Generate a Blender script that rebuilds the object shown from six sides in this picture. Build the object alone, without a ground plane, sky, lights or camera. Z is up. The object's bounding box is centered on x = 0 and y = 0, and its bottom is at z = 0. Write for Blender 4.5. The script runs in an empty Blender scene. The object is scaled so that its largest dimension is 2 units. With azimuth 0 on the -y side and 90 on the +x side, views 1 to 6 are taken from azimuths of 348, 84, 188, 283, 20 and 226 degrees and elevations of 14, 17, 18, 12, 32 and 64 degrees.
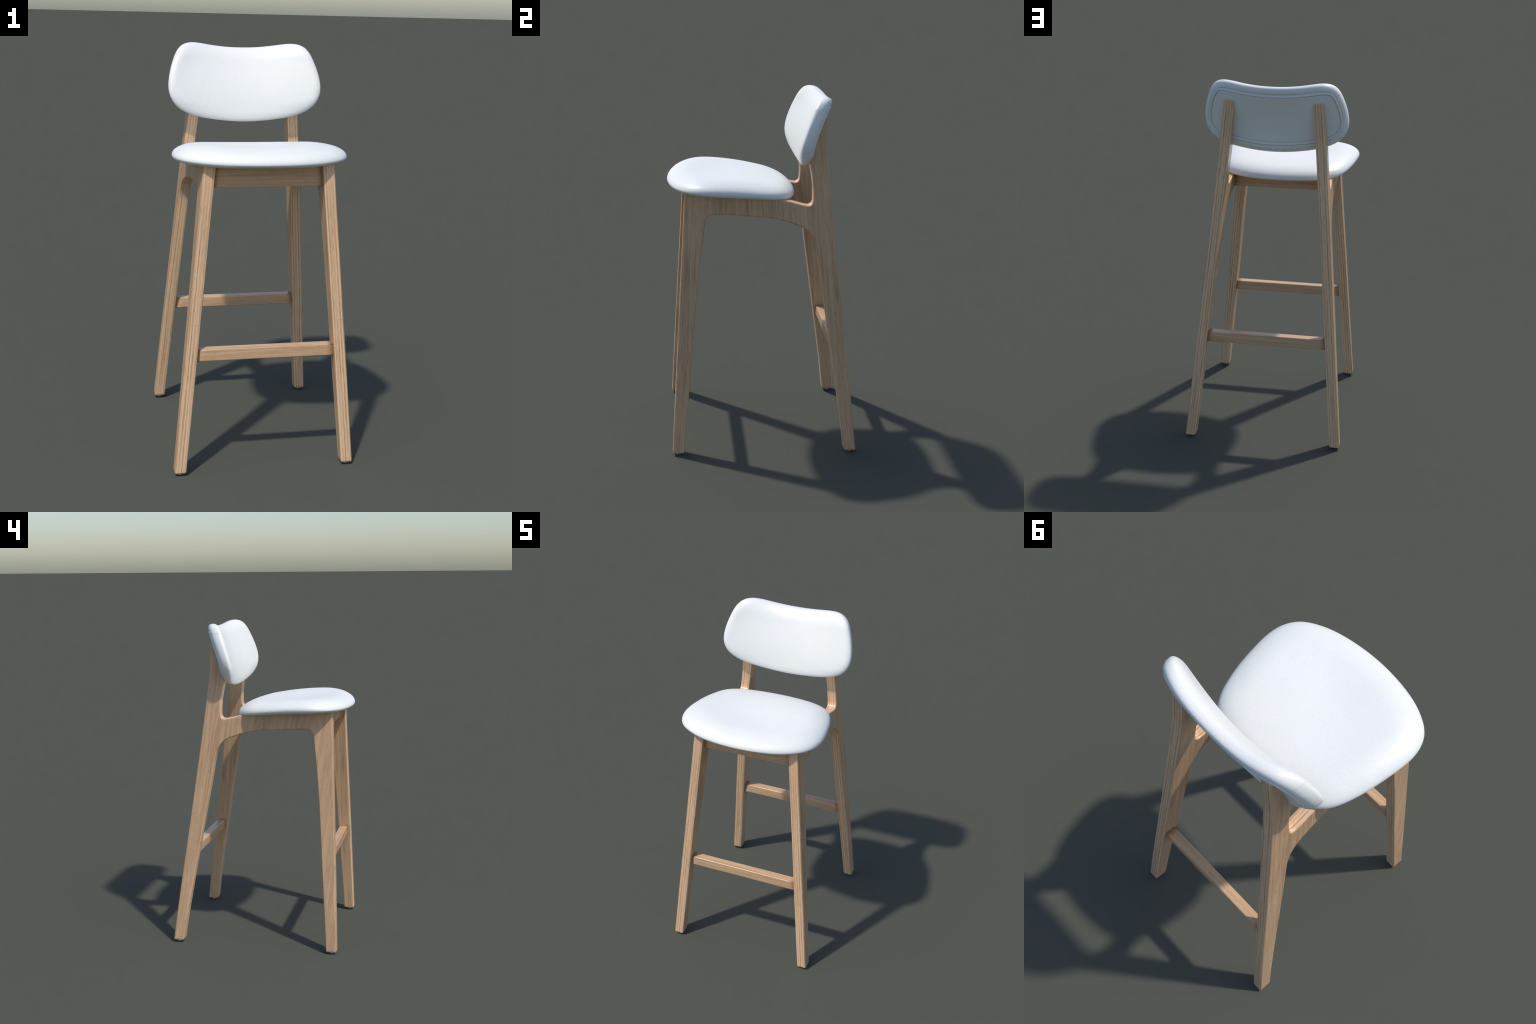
import bpy, bmesh, math, random
import numpy as np
from mathutils import Vector

random.seed(7)

# ------------------------------------------------------------------ helpers
def catmull(pts, n=12, closed=False):
    """Centripetal-ish Catmull-Rom through control points."""
    P = [np.array(p, float) for p in pts]
    N = len(P)
    out = []
    segs = N if closed else N - 1
    for i in range(segs):
        if closed:
            p0, p1, p2, p3 = P[(i - 1) % N], P[i], P[(i + 1) % N], P[(i + 2) % N]
        else:
            p1, p2 = P[i], P[i + 1]
            p0 = P[i - 1] if i > 0 else 2 * p1 - p2
            p3 = P[i + 2] if i + 2 < N else 2 * p2 - p1
        t0 = 0.0
        t1 = t0 + max(np.linalg.norm(p1 - p0), 1e-6) ** 0.5
        t2 = t1 + max(np.linalg.norm(p2 - p1), 1e-6) ** 0.5
        t3 = t2 + max(np.linalg.norm(p3 - p2), 1e-6) ** 0.5
        for k in range(n):
            t = t1 + (t2 - t1) * k / n
            A1 = (t1 - t) / (t1 - t0) * p0 + (t - t0) / (t1 - t0) * p1
            A2 = (t2 - t) / (t2 - t1) * p1 + (t - t1) / (t2 - t1) * p2
            A3 = (t3 - t) / (t3 - t2) * p2 + (t - t2) / (t3 - t2) * p3
            B1 = (t2 - t) / (t2 - t0) * A1 + (t - t0) / (t2 - t0) * A2
            B2 = (t3 - t) / (t3 - t1) * A2 + (t - t1) / (t3 - t1) * A3
            out.append((t2 - t) / (t2 - t1) * B1 + (t - t1) / (t2 - t1) * B2)
    if not closed:
        out.append(P[-1])
    return np.array(out)

def resample(P, n, closed=True):
    Q = np.vstack([P, P[:1]]) if closed else P
    L = np.concatenate([[0], np.cumsum(np.linalg.norm(np.diff(Q, axis=0), axis=1))])
    t = np.linspace(0, L[-1], n + 1)[:-1] if closed else np.linspace(0, L[-1], n)
    return np.stack([np.interp(t, L, Q[:, k]) for k in range(Q.shape[1])], 1)

def smooth_closed(P, it):
    for _ in range(it):
        P = 0.5 * P + 0.25 * (np.roll(P, 1, 0) + np.roll(P, -1, 0))
    return P

def inward_normals(P):
    """closed 2D polygon, counter-clockwise -> inward unit normals"""
    T = np.roll(P, -1, 0) - np.roll(P, 1, 0)
    T /= np.linalg.norm(T, axis=1)[:, None]
    return np.stack([-T[:, 1], T[:, 0]], 1)

def make_obj(name, verts, faces, mats, parent, mat_idx=None, smooth=True):
    me = bpy.data.meshes.new(name)
    me.from_pydata([tuple(map(float, v)) for v in verts], [], faces)
    for m in mats:
        me.materials.append(m)
    if mat_idx is not None:
        me.polygons.foreach_set("material_index", mat_idx)
    me.polygons.foreach_set("use_smooth", [smooth] * len(me.polygons))
    me.update()
    ob = bpy.data.objects.new(name, me)
    bpy.context.scene.collection.objects.link(ob)
    ob.parent = parent
    return ob

# ------------------------------------------------------------------ materials
class NT:
    def __init__(self, name):
        self.m = bpy.data.materials.new(name)
        self.m.use_nodes = True
        self.t = self.m.node_tree
        self.b = self.t.nodes["Principled BSDF"]
        self.co = self.t.nodes.new("ShaderNodeTexCoord").outputs["Object"]
    def n(self, typ, ins=None, **kw):
        nd = self.t.nodes.new(typ)
        for k, v in kw.items():
            setattr(nd, k, v)
        for k, v in (ins or {}).items():
            self.put(nd.inputs[k], v)
        return nd
    def put(self, sock, v):
        if hasattr(v, "is_output"):
            self.t.links.new(v, sock)
        else:
            sock.default_value = v
    def math(self, op, a, b=0.0, c=None):
        nd = self.n("ShaderNodeMath", operation=op)
        self.put(nd.inputs[0], a); self.put(nd.inputs[1], b)
        if c is not None:
            self.put(nd.inputs[2], c)
        return nd.outputs[0]
    def xyz(self):
        s = self.n("ShaderNodeSeparateXYZ", {0: self.co})
        return s.outputs[0], s.outputs[1], s.outputs[2]
    def vec(self, x, y, z):
        c = self.n("ShaderNodeCombineXYZ")
        for i, v in enumerate((x, y, z)):
            self.put(c.inputs[i], v)
        return c.outputs[0]
    def noise(self, v, scale=1.0, detail=3.0, rough=0.5, dist=0.0):
        return self.n("ShaderNodeTexNoise", {"Vector": v, "Scale": scale, "Detail": detail,
                      "Roughness": rough, "Distortion": dist}).outputs["Fac"]
    def ramp(self, f, stops):
        r = self.n("ShaderNodeValToRGB", {0: f})
        e = r.color_ramp.elements
        while len(e) < len(stops):
            e.new(0.5)
        for el, (p, c) in zip(e, stops):
            el.position = p
            el.color = (*c, 1)
        return r.outputs[0]
    def mix(self, f, a, b, mode="MIX"):
        nd = self.n("ShaderNodeMix", data_type="RGBA", blend_type=mode)
        self.put(nd.inputs[0], f); self.put(nd.inputs[6], a); self.put(nd.inputs[7], b)
        return nd.outputs[2]
    def maprange(self, v, a, b, c, d):
        return self.n("ShaderNodeMapRange", {0: v, 1: a, 2: b, 3: c, 4: d}).outputs[0]

OAK_LIGHT = (0.735, 0.482, 0.288)
OAK_MID = (0.615, 0.387, 0.222)
OAK_DARK = (0.43, 0.252, 0.134)
PLY_LIGHT = (0.89, 0.592, 0.375)
PLY_MID = (0.715, 0.464, 0.277)
PLY_DARK = (0.47, 0.288, 0.155)

SPLAY = 0.0923          # sideways lean of the plywood frames, metres per metre
FOOT_X = 0.413          # middle of the board at the floor
BOARD = 0.0572           # thickness of the plywood board

JOINT_Z = 0.744

def grain_colour(t, along, across, depth, seed):
    """long oak figure: fine streaks + slow tone drift + pores"""
    v = t.vec(t.math("MULTIPLY", across, 60.0), t.math("MULTIPLY", along, 2.2),
              t.math("ADD", t.math("MULTIPLY", depth, 60.0), seed))
    streak = t.noise(v, 1.0, 4.0, 0.6, 0.6)
    v2 = t.vec(t.math("MULTIPLY", across, 260.0), t.math("MULTIPLY", along, 9.0),
               t.math("ADD", t.math("MULTIPLY", depth, 260.0), seed))
    fine = t.noise(v2, 1.0, 2.0, 0.6)
    v3 = t.vec(t.math("MULTIPLY", across, 9.0), t.math("MULTIPLY", along, 1.3),
               t.math("ADD", t.math("MULTIPLY", depth, 9.0), seed))
    drift = t.noise(v3, 1.0, 2.0, 0.5)
    f = t.math("ADD", t.math("MULTIPLY", streak, 0.5),
               t.math("ADD", t.math("MULTIPLY", fine, 0.28), t.math("MULTIPLY", drift, 0.22)))
    col = t.ramp(f, [(0.34, OAK_DARK), (0.47, OAK_MID), (0.62, OAK_LIGHT)])
    pv = t.vec(t.math("MULTIPLY", across, 300.0), t.math("MULTIPLY", along, 26.0),
               t.math("ADD", t.math("MULTIPLY", depth, 300.0), seed))
    pore = t.maprange(t.noise(pv, 1.0, 1.0), 0.64, 0.74, 0.0, 0.45)
    col = t.mix(pore, col, (0.27, 0.155, 0.08, 1))
    return col, streak, fine

def finish_wood(t, col, fine, rough=0.31):
    t.put(t.b.inputs["Base Color"], col)
    t.b.inputs["Roughness"].default_value = rough
    bump = t.n("ShaderNodeBump", {"Height": fine, "Strength": 0.12, "Distance": 0.001})
    t.put(t.b.inputs["Normal"], bump.outputs[0])

def veneer_material():
    t = NT("oak_veneer")
    x, y, z = t.xyz()
    # the figure follows each leg: it fans from the front leg's slope to the rear leg's
    # (on one board the front leg is sawn slightly across the figure)
    fs = t.maprange(t.math("SIGN", x), -1.0, 1.0, -0.13, 0.03)
    slope = t.n("ShaderNodeMapRange", {0: y, 1: -0.40, 2: 0.28, 3: fs, 4: -0.13}).outputs[0]
    g = t.math("SUBTRACT", y, t.math("MULTIPLY", t.math("SUBTRACT", z, 1.40), slope))
    side = t.math("MULTIPLY", t.math("SIGN", x), 7.3)
    col, s, f = grain_colour(t, z, g, 0.0, side)
    # bolder, darker figure where the board runs across as the side rail
    rail = t.math("MULTIPLY", t.maprange(z, 1.27, 1.36, 0.0, 1.0),
                  t.math("MULTIPLY", t.maprange(y, -0.36, -0.28, 0.0, 1.0), t.maprange(y, 0.14, 0.24, 1.0, 0.0)))
    bars = t.noise(t.vec(t.math("MULTIPLY", g, 75.0), t.math("MULTIPLY", z, 3.0), side), 1.0, 3.0, 0.55, 0.8)
    bm_ = t.math("MULTIPLY", rail, t.maprange(bars, 0.46, 0.66, 0.0, 0.40))
    col = t.mix(bm_, col, (0.33, 0.19, 0.10, 1))
    finish_wood(t, col, f)
    return t.m

def ply_edge_material():
    t = NT("plywood_edge")
    x, y, z = t.xyz()
    w = t.math("ADD", t.math("ABSOLUTE", x), t.math("MULTIPLY", z, SPLAY))
    w = t.math("SUBTRACT", w, FOOT_X - BOARD / 2)          # 0..BOARD through the thickness
    wob = t.noise(t.vec(t.math("MULTIPLY", t.math("SIGN", x), 3.0), t.math("MULTIPLY", y, 9.0), t.math("MULTIPLY", z, 9.0)), 1.0, 2.0)
    u = t.math("ADD", t.math("DIVIDE", w, BOARD), t.math("MULTIPLY", t.math("SUBTRACT", wob, 0.5), 0.03))
    # cross-laid plies: narrow dark end grain between pale plies
    p1 = t.noise(t.vec(t.math("MULTIPLY", u, 8.0), t.math("MULTIPLY", y, 2.2), t.math("MULTIPLY", z, 2.2)), 1.0, 3.0, 0.6)
    lay = t.math("SINE", t.math("MULTIPLY", u, 2 * math.pi * 4.0))
    speck = t.noise(t.vec(t.math("MULTIPLY", u, 26.0), t.math("MULTIPLY", y, 26.0), t.math("MULTIPLY", z, 26.0)), 1.0, 3.0, 0.6)
    f = t.math("ADD", t.math("MULTIPLY", lay, 0.065),
               t.math("ADD", t.math("MULTIPLY", p1, 0.55), t.math("MULTIPLY", speck, 0.35)))
    col = t.ramp(f, [(0.30, PLY_DARK), (0.42, PLY_MID), (0.56, PLY_LIGHT)])
    dots = t.noise(t.vec(t.math("MULTIPLY", u, 11.0), t.math("MULTIPLY", y, 22.0), t.math("MULTIPLY", z, 22.0)), 1.0, 1.0)
    dm = t.maprange(dots, 0.70, 0.78, 0.0, 0.55)
    col = t.mix(dm, col, (0.25, 0.145, 0.075, 1))
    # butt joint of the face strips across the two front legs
    ln = t.math("MULTIPLY", t.math("LESS_THAN", t.math("ABSOLUTE", t.math("SUBTRACT", z, JOINT_Z)), 0.0011),
                t.math("LESS_THAN", y, -0.44))
    col = t.mix(t.math("MULTIPLY", ln, 0.45), col, (*PLY_DARK, 1))
    finish_wood(t, col, speck)
    return t.m

def cross_bar_material():
    t = NT("oak_bar")
    x, y, z = t.xyz()
    d = t.math("ADD", y, t.math("MULTIPLY", z, 0.83))
    col, s, f = grain_colour(t, x, d, t.math("SUBTRACT", z, y), 3.1)
    finish_wood(t, col, f, 0.27)
    return t.m

def leather_material(name, base, rough=0.42):
    t = NT(name)
    n1 = t.noise(t.co, 5.0, 2.0, 0.5)
    n2 = t.noise(t.co, 170.0, 3.0, 0.65)
    warm = tuple(c * k for c, k in zip(base, (0.985, 0.99, 0.965)))
    tint = t.ramp(n1, [(0.38, warm), (0.62, base)])
    spots = t.ramp(n2, [(0.32, (0.94, 0.943, 0.943)), (0.55, (1.0, 1.0, 1.0))])
    col = t.mix(1.0, tint, spots, "MULTIPLY")
    t.put(t.b.inputs["Base Color"], col)
    t.b.inputs["Roughness"].default_value = rough
    v = t.n("ShaderNodeTexVoronoi", {"Vector": t.co, "Scale": 330.0})
    h = t.math("ADD", v.outputs["Distance"], t.math("MULTIPLY", n2, 0.5))
    bump = t.n("ShaderNodeBump", {"Height": h, "Strength": 0.05, "Distance": 0.001})
    t.put(t.b.inputs["Normal"], bump.outputs[0])
    return t.m

def plain_material(name, base, rough):
    t = NT(name)
    n1 = t.noise(t.co, 60.0, 2.0)
    t.put(t.b.inputs["Base Color"], t.ramp(n1, [(0.3, tuple(c * 0.93 for c in base)), (0.7, base)]))
    t.b.inputs["Roughness"].default_value = rough
    return t.m

VENEER = veneer_material()
PLY = ply_edge_material()
BAR = cross_bar_material()
LEATHER = leather_material("white_leather", (0.880, 0.880, 0.862))
PLASTIC = plain_material("glide_plastic", (0.62, 0.63, 0.65), 0.4)
SEAM = plain_material("seam_thread", (0.42, 0.42, 0.43), 0.7)

# ------------------------------------------------------------------ the stool
stool = bpy.data.objects.new("bar_stool", None)
bpy.context.scene.collection.objects.link(stool)
stool["label"] = "white leather bar stool with pale oak plywood frame"
stool["category"] = "bar stool"

# ------------------------------------------------------------------ side frames
FOOT_Z = 0.0105
# (y, z, corner radius) - radius 0 means a smooth point of the sawn curve
FRAME = [
    (-0.511, FOOT_Z, 0.012), (-0.490, 0.560, 0), (-0.469, 1.060, 0), (-0.4525, 1.470, 0), (-0.451, 1.496, 0.008),
    # top of the rail, mostly under the seat
    (-0.16, 1.470, 0), (0.06, 1.454, 0), (0.115, 1.4485, 0), (0.160, 1.4375, 0), (0.205, 1.4265, 0), (0.2425, 1.4225, 0.030),
    # front of the back post, then the bed of the cushion
    (0.2445, 1.480, 0), (0.2410, 1.540, 0), (0.2320, 1.600, 0), (0.2230, 1.650, 0), (0.238, 1.719, 0), (0.264, 1.808, 0), (0.292, 1.898, 0.004),
    # back edge down to the floor
    (0.3125, 1.898, 0.008), (0.3150, 1.80, 0), (0.3180, 1.70, 0), (0.3270, 1.61, 0), (0.3440, 1.47, 0), (0.3670, 1.29, 0),
    (0.3980, 1.055, 0), (0.4355, 0.770, 0), (0.4740, 0.490, 0), (0.5050, 0.260, 0), (0.5360, FOOT_Z, 0.008),
    (0.4670, FOOT_Z, 0.016), (0.4415, 0.190, 0), (0.4190, 0.330, 0), (0.3970, 0.460, 0), (0.3530, 0.715, 0),
    (0.3215, 0.900, 0), (0.2940, 1.060, 0), (0.2790, 1.155, 0), (0.2680, 1.210, 0), (0.2510, 1.250, 0), (0.2290, 1.279, 0),
    (0.1960, 1.302, 0), (0.1600, 1.3170, 0), (0.1180, 1.3320, 0), (0.0600, 1.3470, 0), (0.0, 1.3560, 0),
    (-0.10, 1.3640, 0), (-0.20, 1.3700, 0), (-0.27, 1.3730, 0), (-0.3375, 1.3740, 0.050),
    (-0.3420, 1.310, 0), (-0.3560, 1.190, 0), (-0.3730, 1.030, 0), (-0.3910, 0.800, 0), (-0.4090, 0.525, 0),
    (-0.4250, 0.310, 0), (-0.4450, FOOT_Z, 0.012),
]

def nudge(y, z):
    front, rear = 0.0050, 0.0040 - 0.0018 * z
    t = min(max((y + 0.30) / 0.45, 0), 1)
    return front + (rear - front) * t

def frame_outline():
    N = len(FRAME)
    cidx = [i for i in range(N) if FRAME[i][2] > 0]
    segs = []
    for a, b in zip(cidx, cidx[1:] + [cidx[0] + N]):
        ctrl = [(FRAME[i % N][0] + nudge(*FRAME[i % N][:2]), FRAME[i % N][1]) for i in range(a, b + 1)]
        c = catmull(ctrl, 16)
        L = np.sum(np.linalg.norm(np.diff(c, axis=0), axis=1))
        segs.append(resample(c, max(3, int(L / 0.004)), closed=False))
    out = []
    for k in range(len(segs)):
        prev, nxt = segs[k - 1], segs[k]
        corner = nxt[0]
        r = FRAME[cidx[k]][2]
        def cut(c, r):          # drop the first r metres
            Ls = np.concatenate([[0], np.cumsum(np.linalg.norm(np.diff(c, axis=0), axis=1))])
            keep = Ls > r
            p = np.array([np.interp(r, Ls, c[:, 0]), np.interp(r, Ls, c[:, 1])])
            return p, keep
        pa, _ = cut(prev[::-1], r)
        pb, _ = cut(nxt, r)
        for t in np.linspace(0, 1, 9):
            out.append((1 - t) ** 2 * pa + 2 * t * (1 - t) * corner + t * t * pb)
        r2 = FRAME[cidx[(k + 1) % len(segs)]][2]
        Ls = np.concatenate([[0], np.cumsum(np.linalg.norm(np.diff(nxt, axis=0), axis=1))])
        m = (Ls > r + 0.002) & (Ls < Ls[-1] - r2 - 0.002)
        out.extend(nxt[m])
    return np.array(out)

def build_frame(sign):
    P = frame_outline()                       # (y, z)
    # orientation: make counter-clockwise
    A = 0.5 * np.sum(P[:, 0] * np.roll(P[:, 1], -1) - np.roll(P[:, 0], -1) * P[:, 1])
    if A < 0:
        P = P[::-1]
    Nn = inward_normals(P)
    n = len(P)
    r = 0.0085
    rings = []                                # (offset inward, half thickness, material of the strip that follows)
    K = 5
    half = BOARD / 2
    prof = [(r + 0.0015, half)]
    for k in range(K + 1):
        a = math.pi / 2 * k / K
        prof.append((r * (1 - math.sin(a)), half - r * (1 - math.cos(a))))
    prof += [(o, -w) for o, w in prof[::-1]]
    verts = []
    for o, w in prof:
        Q = P + Nn * o
        for y, z in Q:
            xc = FOOT_X - SPLAY * z
            verts.append((sign * (xc + w), y, z))
    faces, mi = [], []
    R = len(prof)
    for j in range(R - 1):
        for i in range(n):
            a, b = j * n + i, j * n + (i + 1) % n
            c, d = (j + 1) * n + (i + 1) % n, (j + 1) * n + i
            faces.append((a, d, c, b) if sign > 0 else (a, b, c, d))
            mi.append(0 if (j < 3 or j > R - 5) else 1)
    top = list(range(n))
    bot = [(R - 1) * n + i for i in range(n)]
    faces.append(tuple(top) if sign > 0 else tuple(top[::-1])); mi.append(0)
    faces.append(tuple(bot[::-1]) if sign > 0 else tuple(bot)); mi.append(0)
    me = bpy.data.meshes.new("frame_tmp")
    me.from_pydata(verts, [], faces)
    me.polygons.foreach_set("material_index", mi)
    bm = bmesh.new()
    bm.from_mesh(me)
    bmesh.ops.recalc_face_normals(bm, faces=bm.faces)
    for co, no in (((0, -0.30, 0), (0, 1, 0)), ((0, 0.20, 0), (0, 1, 0)), ((0, 0, 1.455), (0, 0, 1))):
        bmesh.ops.bisect_plane(bm, geom=bm.verts[:] + bm.edges[:] + bm.faces[:], dist=1e-6,
                               plane_co=co, plane_no=no)
    bmesh.ops.triangulate(bm, faces=[f for f in bm.faces if len(f.verts) > 4])
    bm.normal_update()
    for f in bm.faces:
        f.smooth = True
    # area weighted vertex normals: keeps the flat board faces flat
    bm.verts.index_update()
    vn = [Vector((0, 0, 0)) for _ in bm.verts]
    for f in bm.faces:
        ar = f.calc_area()
        for v in f.verts:
            vn[v.index] += f.normal * ar
    vn = [v.normalized() for v in vn]
    def region(c):
        if c.y < -0.30:
            return "leg"
        if c.y > 0.20:
            return "backrest_post" if c.z > 1.455 else "leg_rear"
        return "side_rail"
    groups = {}
    for f in bm.faces:
        groups.setdefault(region(f.calc_center_median()), []).append(f)
    for g, fs in groups.items():
        vm, vl, fl, ml, nl = {}, [], [], [], []
        for f in fs:
            idx = []
            for v in f.verts:
                if v.index not in vm:
                    vm[v.index] = len(vl)
                    vl.append(v.co.copy()); nl.append(vn[v.index])
                idx.append(vm[v.index])
            fl.append(idx); ml.append(f.material_index)
        ob = make_obj(g.replace("_rear", ""), vl, fl, [VENEER, PLY], stool, ml)
        ob.data.normals_split_custom_set_from_vertices([tuple(v) for v in nl])
    bm.free()
    bpy.data.meshes.remove(me)

build_frame(-1)
build_frame(+1)

# ------------------------------------------------------------------ cross bars (aprons and foot rungs)
def cross_bar(name, y0, y1, z0, z1, r=0.0055):
    """rectangular bar with eased edges whose ends are cut to the leaning frames"""
    sec = []
    for cy, cz, a0 in ((y1 - r, z1 - r, 0), (y0 + r, z1 - r, 90), (y0 + r, z0 + r, 180), (y1 - r, z0 + r, 270)):
        for k in range(5):
            a = math.radians(a0 + 90 * k / 4)
            sec.append((cy + r * math.cos(a), cz + r * math.sin(a)))
    n = len(sec)
    verts = []
    stations = np.linspace(-1, 1, 17)
    for s in stations:
        for y, z in sec:
            xe = FOOT_X - BOARD / 2 + 0.002 - SPLAY * z
            verts.append((s * xe, y, z))
    faces = []
    for j in range(len(stations) - 1):
        for i in range(n):
            faces.append((j * n + i, j * n + (i + 1) % n, (j + 1) * n + (i + 1) % n, (j + 1) * n + i))
    faces.append(tuple(range(n))[::-1])
    faces.append(tuple((len(stations) - 1) * n + i for i in range(n)))
    ob = make_obj(name, verts, faces, [BAR], stool)
    bm = bmesh.new(); bm.from_mesh(ob.data)
    bmesh.ops.recalc_face_normals(bm, faces=bm.faces)
    for f in bm.faces:
        if len(f.verts) > 4:
            f.smooth = False
    bm.to_mesh(ob.data); bm.free()
    w = ob.modifiers.new("wn", "WEIGHTED_NORMAL")
    return ob

cross_bar("foot_rung", -0.463, -0.413, 0.560, 0.618)
cross_bar("foot_rung", 0.394, 0.445, 0.560, 0.618)
cross_bar("apron", -0.420, -0.382, 1.380, 1.476, 0.003)
cross_bar("apron", 0.010, 0.050, 1.366, 1.450, 0.003)

# ------------------------------------------------------------------ glides under the feet
def lathe(name, prof, mat, loc):
    S = 32
    verts, faces = [], []
    for r, z in prof:
        for k in range(S):
            a = 2 * math.pi * k / S
            verts.append((r * math.cos(a), r * math.sin(a), z))
    for j in range(len(prof) - 1):
        for k in range(S):
            faces.append((j * S + k, j * S + (k + 1) % S, (j + 1) * S + (k + 1) % S, (j + 1) * S + k))
    faces.append(tuple(range(S))[::-1])
    faces.append(tuple((len(prof) - 1) * S + k for k in range(S)))
    ob = make_obj(name, verts, faces, [mat], stool)
    ob.location = loc
    return ob

gl = lathe("glide", [(0.010, 0.0), (0.0140, 0.0012), (0.0160, 0.004), (0.0160, FOOT_Z + 0.001)], PLASTIC, (0, 0, 0))
first = True
for sx in (-1, 1):
    for gy in (-0.475, 0.506):
        ob = gl if first else gl.copy()
        if not first:
            bpy.context.scene.collection.objects.link(ob)
        ob.location = (sx * (FOOT_X - SPLAY * 0.01), gy, 0)
        first = False

# ------------------------------------------------------------------ cushions
def mirror_half(half):
    """half outline from x=0 (first) to x=0 (last) -> closed control list"""
    return list(half) + [(-x, z) for x, z in half[-2:0:-1]]

def outline(half, n, sm=6):
    P = resample(catmull(mirror_half(half), 14, closed=True), n)
    P = smooth_closed(P, sm)
    A = 0.5 * np.sum(P[:, 0] * np.roll(P[:, 1], -1) - np.roll(P[:, 0], -1) * P[:, 1])
    return P if A > 0 else P[::-1]

def offset_rings(P, ds, centre, inner, f=None):
    """concentric contours: true offsets first, then shrinking to the centre"""
    Nn = inward_normals(P)
    f = np.ones(len(P)) if f is None else f
    rings = [P + Nn * (d * f)[:, None] for d in ds]
    rings = [smooth_closed(r, 2 + int(d * 350)) if k else r for k, (r, d) in enumerate(zip(rings, ds))]
    last = rings[-1]
    for t in inner:
        Q = centre + (last - centre) * t
        rings.append(Q)
    return rings

def smooth_interp(x, tab):
    c = catmull([(a, b) for a, b in tab], 16)
    return np.interp(x, c[:, 0], c[:, 1])

def rounded(d, e, p=2.0):
    q = np.clip(1 - d / e, 0, 1)
    return (1 - q ** p) ** (1 / p)

def ease(n, dmax):
    """ring distances, dense at the rim"""
    t = np.linspace(0, 1, n)
    return dmax * (1 - np.cos(t * math.pi / 2))

# ---- seat
SEAT_HALF = [(0, -0.540), (0.10, -0.534), (0.185, -0.520), (0.258, -0.499), (0.318, -0.470), (0.366, -0.436),
             (0.400, -0.385), (0.417, -0.320), (0.4165, -0.250), (0.4060, -0.165), (0.390, -0.075), (0.368, 0.0),
             (0.342, 0.060), (0.305, 0.102), (0.240, 0.139), (0.150, 0.163), (0.07, 0.173), (0, 0.176)]
ZM = [(-0.60, 1.495), (-0.54, 1.497), (-0.42, 1.504), (-0.30, 1.506), (-0.15, 1.497), (0.0, 1.478), (0.09, 1.462), (0.17, 1.449), (0.25, 1.44)]
HT = [(-0.60, 0.058), (-0.54, 0.058), (-0.30, 0.055), (-0.15, 0.054), (0.0, 0.052), (0.09, 0.049), (0.17, 0.046), (0.25, 0.044)]

SEAT_X = -0.016        # the seat pad sits slightly off the middle

def seat_top(x, y, d):
    h = smooth_interp(y, HT)
    dish = 0.013 * np.exp(-((x / 0.20) ** 2 + ((y + 0.28) / 0.16) ** 2))
    rear = np.clip((y + 0.05) / 0.18, 0, 1)
    rear = rear * rear * (3 - 2 * rear)
    q = np.clip(1 - d / (0.135 - 0.040 * rear), 0, 1)
    p = 2.0 + 0.25 * rear
    return smooth_interp(y, ZM) + h * (1 - q ** p) ** (1 / p) - dish

def seat_bottom(x, y, d):
    zb = 1.4445 - 0.072 * y - 0.004 * np.clip((-0.38 - y) / 0.1, 0, 1) + 0.005 * np.exp(-((y + 0.17) / 0.16) ** 2) + 0.011 * np.clip((np.abs(x) - 0.20) / 0.18, 0, 1)
    zm = smooth_interp(y, ZM)
    return zm + (zb - zm) * rounded(d, 0.044, 2.1)

def build_seat():
    P = outline(SEAT_HALF, 220)
    ds = ease(22, 0.15)
    inner = np.linspace(1, 0, 15)[1:-1]
    C = np.array([0.0, -0.19])
    rings = offset_rings(P, ds, C, inner)
    dvals = list(ds) + [0.15 + 0.2 * (1 - t) for t in inner]
    n = len(P)
    verts, faces = [], []
    for R, d in zip(rings, dvals):
        z = seat_top(R[:, 0], R[:, 1], d)
        verts += [(a, b, c) for (a, b), c in zip(R, z)]
    top_n = len(rings)
    for R, d in list(zip(rings, dvals))[1:]:
        z = seat_bottom(R[:, 0], R[:, 1], d)
        verts += [(a, b, c) for (a, b), c in zip(R, z)]
    for j in range(top_n - 1):
        for i in range(n):
            faces.append((j * n + i, j * n + (i + 1) % n, (j + 1) * n + (i + 1) % n, (j + 1) * n + i))
    ct = len(verts); verts.append((0, C[1], seat_top(np.array([0.0]), np.array([C[1]]), 0.4)[0]))
    for i in range(n):
        faces.append(((top_n - 1) * n + i, (top_n - 1) * n + (i + 1) % n, ct))
    def bi(j, i):
        return (i % n) if j == 0 else (top_n + j - 1) * n + (i % n)
    for j in range(top_n - 1):
        for i in range(n):
            faces.append((bi(j, i), bi(j + 1, i), bi(j + 1, i + 1), bi(j, i + 1)))
    cb = len(verts); verts.append((0, C[1], seat_bottom(np.array([0.0]), np.array([C[1]]), 0.4)[0]))
    for i in range(n):
        faces.append((bi(top_n - 1, i + 1), bi(top_n - 1, i), cb))
    verts = [(x * 0.984 + SEAT_X, y, z) for x, y, z in verts]
    return make_obj("seat", verts, faces, [LEATHER], stool)

build_seat()

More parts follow.
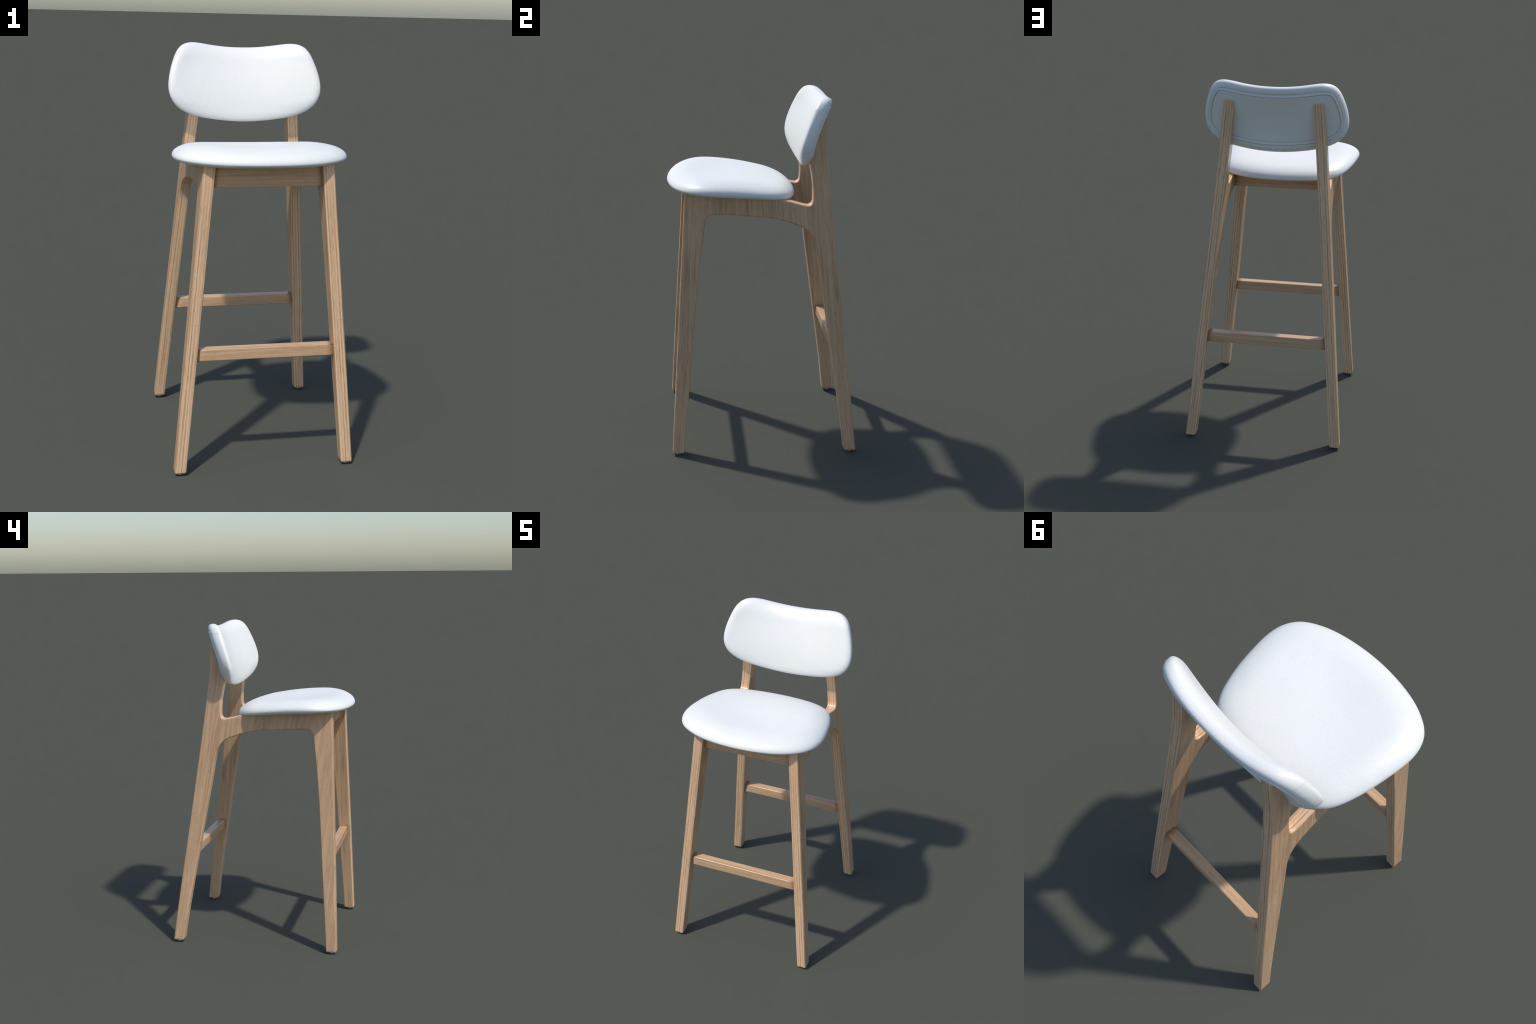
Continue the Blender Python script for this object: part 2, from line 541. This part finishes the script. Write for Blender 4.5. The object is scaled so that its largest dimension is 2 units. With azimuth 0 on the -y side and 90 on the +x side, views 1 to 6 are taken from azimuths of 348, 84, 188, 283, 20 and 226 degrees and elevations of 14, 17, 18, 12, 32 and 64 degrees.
# ---- backrest
BACK_HALF = [(0, 1.977), (0.08, 1.9795), (0.16, 1.988), (0.225, 1.998), (0.276, 2.0005), (0.318, 1.987), (0.345, 1.957),
             (0.364, 1.915), (0.380, 1.868), (0.391, 1.815), (0.393, 1.770), (0.380, 1.724), (0.348, 1.683), (0.275, 1.645),
             (0.140, 1.618), (0, 1.609)]
REAR = [(1.50, 0.252), (1.60, 0.262), (1.66, 0.271), (1.75, 0.291), (1.83, 0.318), (1.93, 0.362), (1.98, 0.387), (2.05, 0.422)]
RIM = 0.044             # depth of the rounded rear edge

BOW = [(1.50, 0.42), (1.62, 0.45), (1.80, 0.52), (1.90, 0.61), (1.96, 0.72), (2.0, 0.84), (2.05, 0.95)]

def rear_plane(x, z):
    """smooth bowed sheet that the cushion front follows"""
    return smooth_interp(z, REAR) - smooth_interp(z, BOW) * x * x + 0.013 * (x / 0.38) ** 4

FLAT = [(1.50, 0.005), (1.60, 0.007), (1.66, 0.011), (1.75, 0.015), (1.85, 0.0155), (1.93, 0.013), (2.0, 0.008), (2.05, 0.006)]

def rear_sheet(x, z):
    """the rear is flatter between the posts than the front"""
    s = smooth_interp(z, FLAT)
    return rear_plane(x, z) - 0.006 - s * (1 - 23.75 * x ** 2 + 124.0 * x ** 4)

def back_rear(x, z, d):
    y = rear_sheet(x, z) - RIM * (1 - rounded(d, 0.048, 2.5))
    groove = 0.007 * np.exp(-((d - 0.0425) / 0.0035) ** 2) + 0.007 * np.exp(-((d - 0.0575) / 0.0035) ** 2)
    return y - groove

def back_front(x, z, d, side=0.0):
    T = 0.096 - 0.015 * np.clip(np.abs(x) / 0.36, 0, 1.2) ** 2 - 0.012 * smooth_interp(z, [(1.5, 1.0), (1.60, 1.0), (1.66, 0.7), (1.74, 0.1), (1.80, 0), (2.1, 0)])
    mid = rear_sheet(x, z) - RIM
    return mid - (mid - rear_plane(x, z) + T) * rounded(d, 0.075 - 0.016 * side, 2.3)

def build_backrest():
    P = outline(BACK_HALF, 240)
    dmax = 0.071
    ds = sorted(set(np.round(np.concatenate([ease(20, dmax), np.linspace(0.032, 0.068, 19)]), 5)))
    ds = np.array(ds)
    inner = np.linspace(1, 0, 13)[1:-1]
    C = np.array([0.0, 1.795])
    SIDE = np.clip((np.abs(inward_normals(P)[:, 0]) - 0.25) / 0.6, 0, 1)
    SIDE = smooth_closed(SIDE, 60)
    squeeze = 1 - 0.30 * SIDE          # the border is narrower down the ends
    rings = offset_rings(P, ds, C, inner, squeeze)
    dv = list(ds) + [dmax + 0.1] * len(inner)
    n = len(P)
    verts, faces = [], []
    m = len(rings)
    for R, d in zip(rings, dv):
        y = back_front(R[:, 0], R[:, 1], d, SIDE)
        verts += [(a, c, b) for (a, b), c in zip(R, y)]
    for R, d in list(zip(rings, dv))[1:]:
        y = back_rear(R[:, 0], R[:, 1], d)
        verts += [(a, c, b) for (a, b), c in zip(R, y)]
    c0 = np.array([C[0]]); c1 = np.array([C[1]])
    cf = len(verts); verts.append((0, back_front(c0, c1, 0.3)[0], C[1]))
    cr = len(verts); verts.append((0, back_rear(c0, c1, 0.3)[0], C[1]))
    def ri(j, i):
        return (i % n) if j == 0 else (m + j - 1) * n + (i % n)
    panel = []
    cutj = int(np.argmin(np.abs(ds - 0.05)))
    for j in range(m - 1):
        for i in range(n):
            faces.append((j * n + i, j * n + (i + 1) % n, (j + 1) * n + (i + 1) % n, (j + 1) * n + i))
    for i in range(n):
        faces.append(((m - 1) * n + i, (m - 1) * n + (i + 1) % n, cf))
    for j in range(m - 1):
        for i in range(n):
            f = (ri(j, i), ri(j + 1, i), ri(j + 1, i + 1), ri(j, i + 1))
            (panel if j >= cutj else faces).append(f)
    for i in range(n):
        panel.append((ri(m - 1, i + 1), ri(m - 1, i), cr))
    def sub(name, fs, parent):
        used = sorted({v for f in fs for v in f})
        mp = {v: k for k, v in enumerate(used)}
        return make_obj(name, [verts[v] for v in used], [tuple(mp[v] for v in f) for f in fs], [LEATHER], parent)
    back = sub("backrest", faces, stool)      # the padded cushion itself
    sub("back_panel", panel, back)
    # piping round the back panel
    Nn = inward_normals(P)
    Q = smooth_closed(P + Nn * (0.050 * squeeze)[:, None], 3)
    yy = rear_sheet(Q[:, 0], Q[:, 1]) - 0.0025
    path = np.stack([Q[:, 0], yy, Q[:, 1]], 1)
    T = np.roll(path, -1, 0) - np.roll(path, 1, 0)
    T /= np.linalg.norm(T, axis=1)[:, None]
    tv, tf = [], []
    S, pr = 12, 0.0066
    for p, t in zip(path, T):
        a = np.cross(t, [0, 1, 0]); a /= np.linalg.norm(a)
        b = np.cross(a, t)
        for k in range(S):
            an = 2 * math.pi * k / S
            tv.append(p + pr * (a * math.cos(an) + b * math.sin(an)))
    for i in range(n):
        for k in range(S):
            i2, k2 = (i + 1) % n, (k + 1) % S
            tf.append((i * S + k, i * S + k2, i2 * S + k2, i2 * S + k))
    pip = make_obj("piping", tv, tf, [LEATHER], back)
    # sewn seams across the rim at the four corners
    def seam(xt, zt):
        i = int(np.argmin((P[:, 0] - xt) ** 2 + (P[:, 1] - zt) ** 2))
        line = []
        for j in range(0, m):
            if dv[j] < 0.045:
                x, z = rings[j][i]
                line.insert(0, np.array([x, back_rear(np.array([x]), np.array([z]), dv[j])[0], z]))
        for j in range(1, m):
            if dv[j] < 0.010:
                x, z = rings[j][i]
                line.append(np.array([x, back_front(np.array([x]), np.array([z]), dv[j], SIDE[i])[0], z]))
        L = np.array(line)
        T = np.gradient(L, axis=0); T /= np.linalg.norm(T, axis=1)[:, None] + 1e-9
        sv, sf = [], []
        for p, t in zip(L, T):
            a = np.cross(t, [0.3, 0.5, 0.8]); a /= np.linalg.norm(a)
            b = np.cross(a, t)
            for k in range(6):
                an = 2 * math.pi * k / 6
                sv.append(p + 0.0005 * (a * math.cos(an) + b * math.sin(an)))
        for q in range(len(L) - 1):
            for k in range(6):
                sf.append((q * 6 + k, q * 6 + (k + 1) % 6, (q + 1) * 6 + (k + 1) % 6, (q + 1) * 6 + k))
        make_obj("seam", sv, sf, [SEAM], back)
    for s in (-1, 1):
        seam(s * 0.345, 1.945)
        seam(s * 0.385, 1.728)

build_backrest()

# consistent outward normals on the closed cushion parts
for ob in bpy.data.objects:
    if ob.type == "MESH" and ob.name.split(".")[0] in ("seat", "piping", "glide", "seam"):
        bm = bmesh.new(); bm.from_mesh(ob.data)
        bmesh.ops.recalc_face_normals(bm, faces=bm.faces)
        bm.to_mesh(ob.data); bm.free()
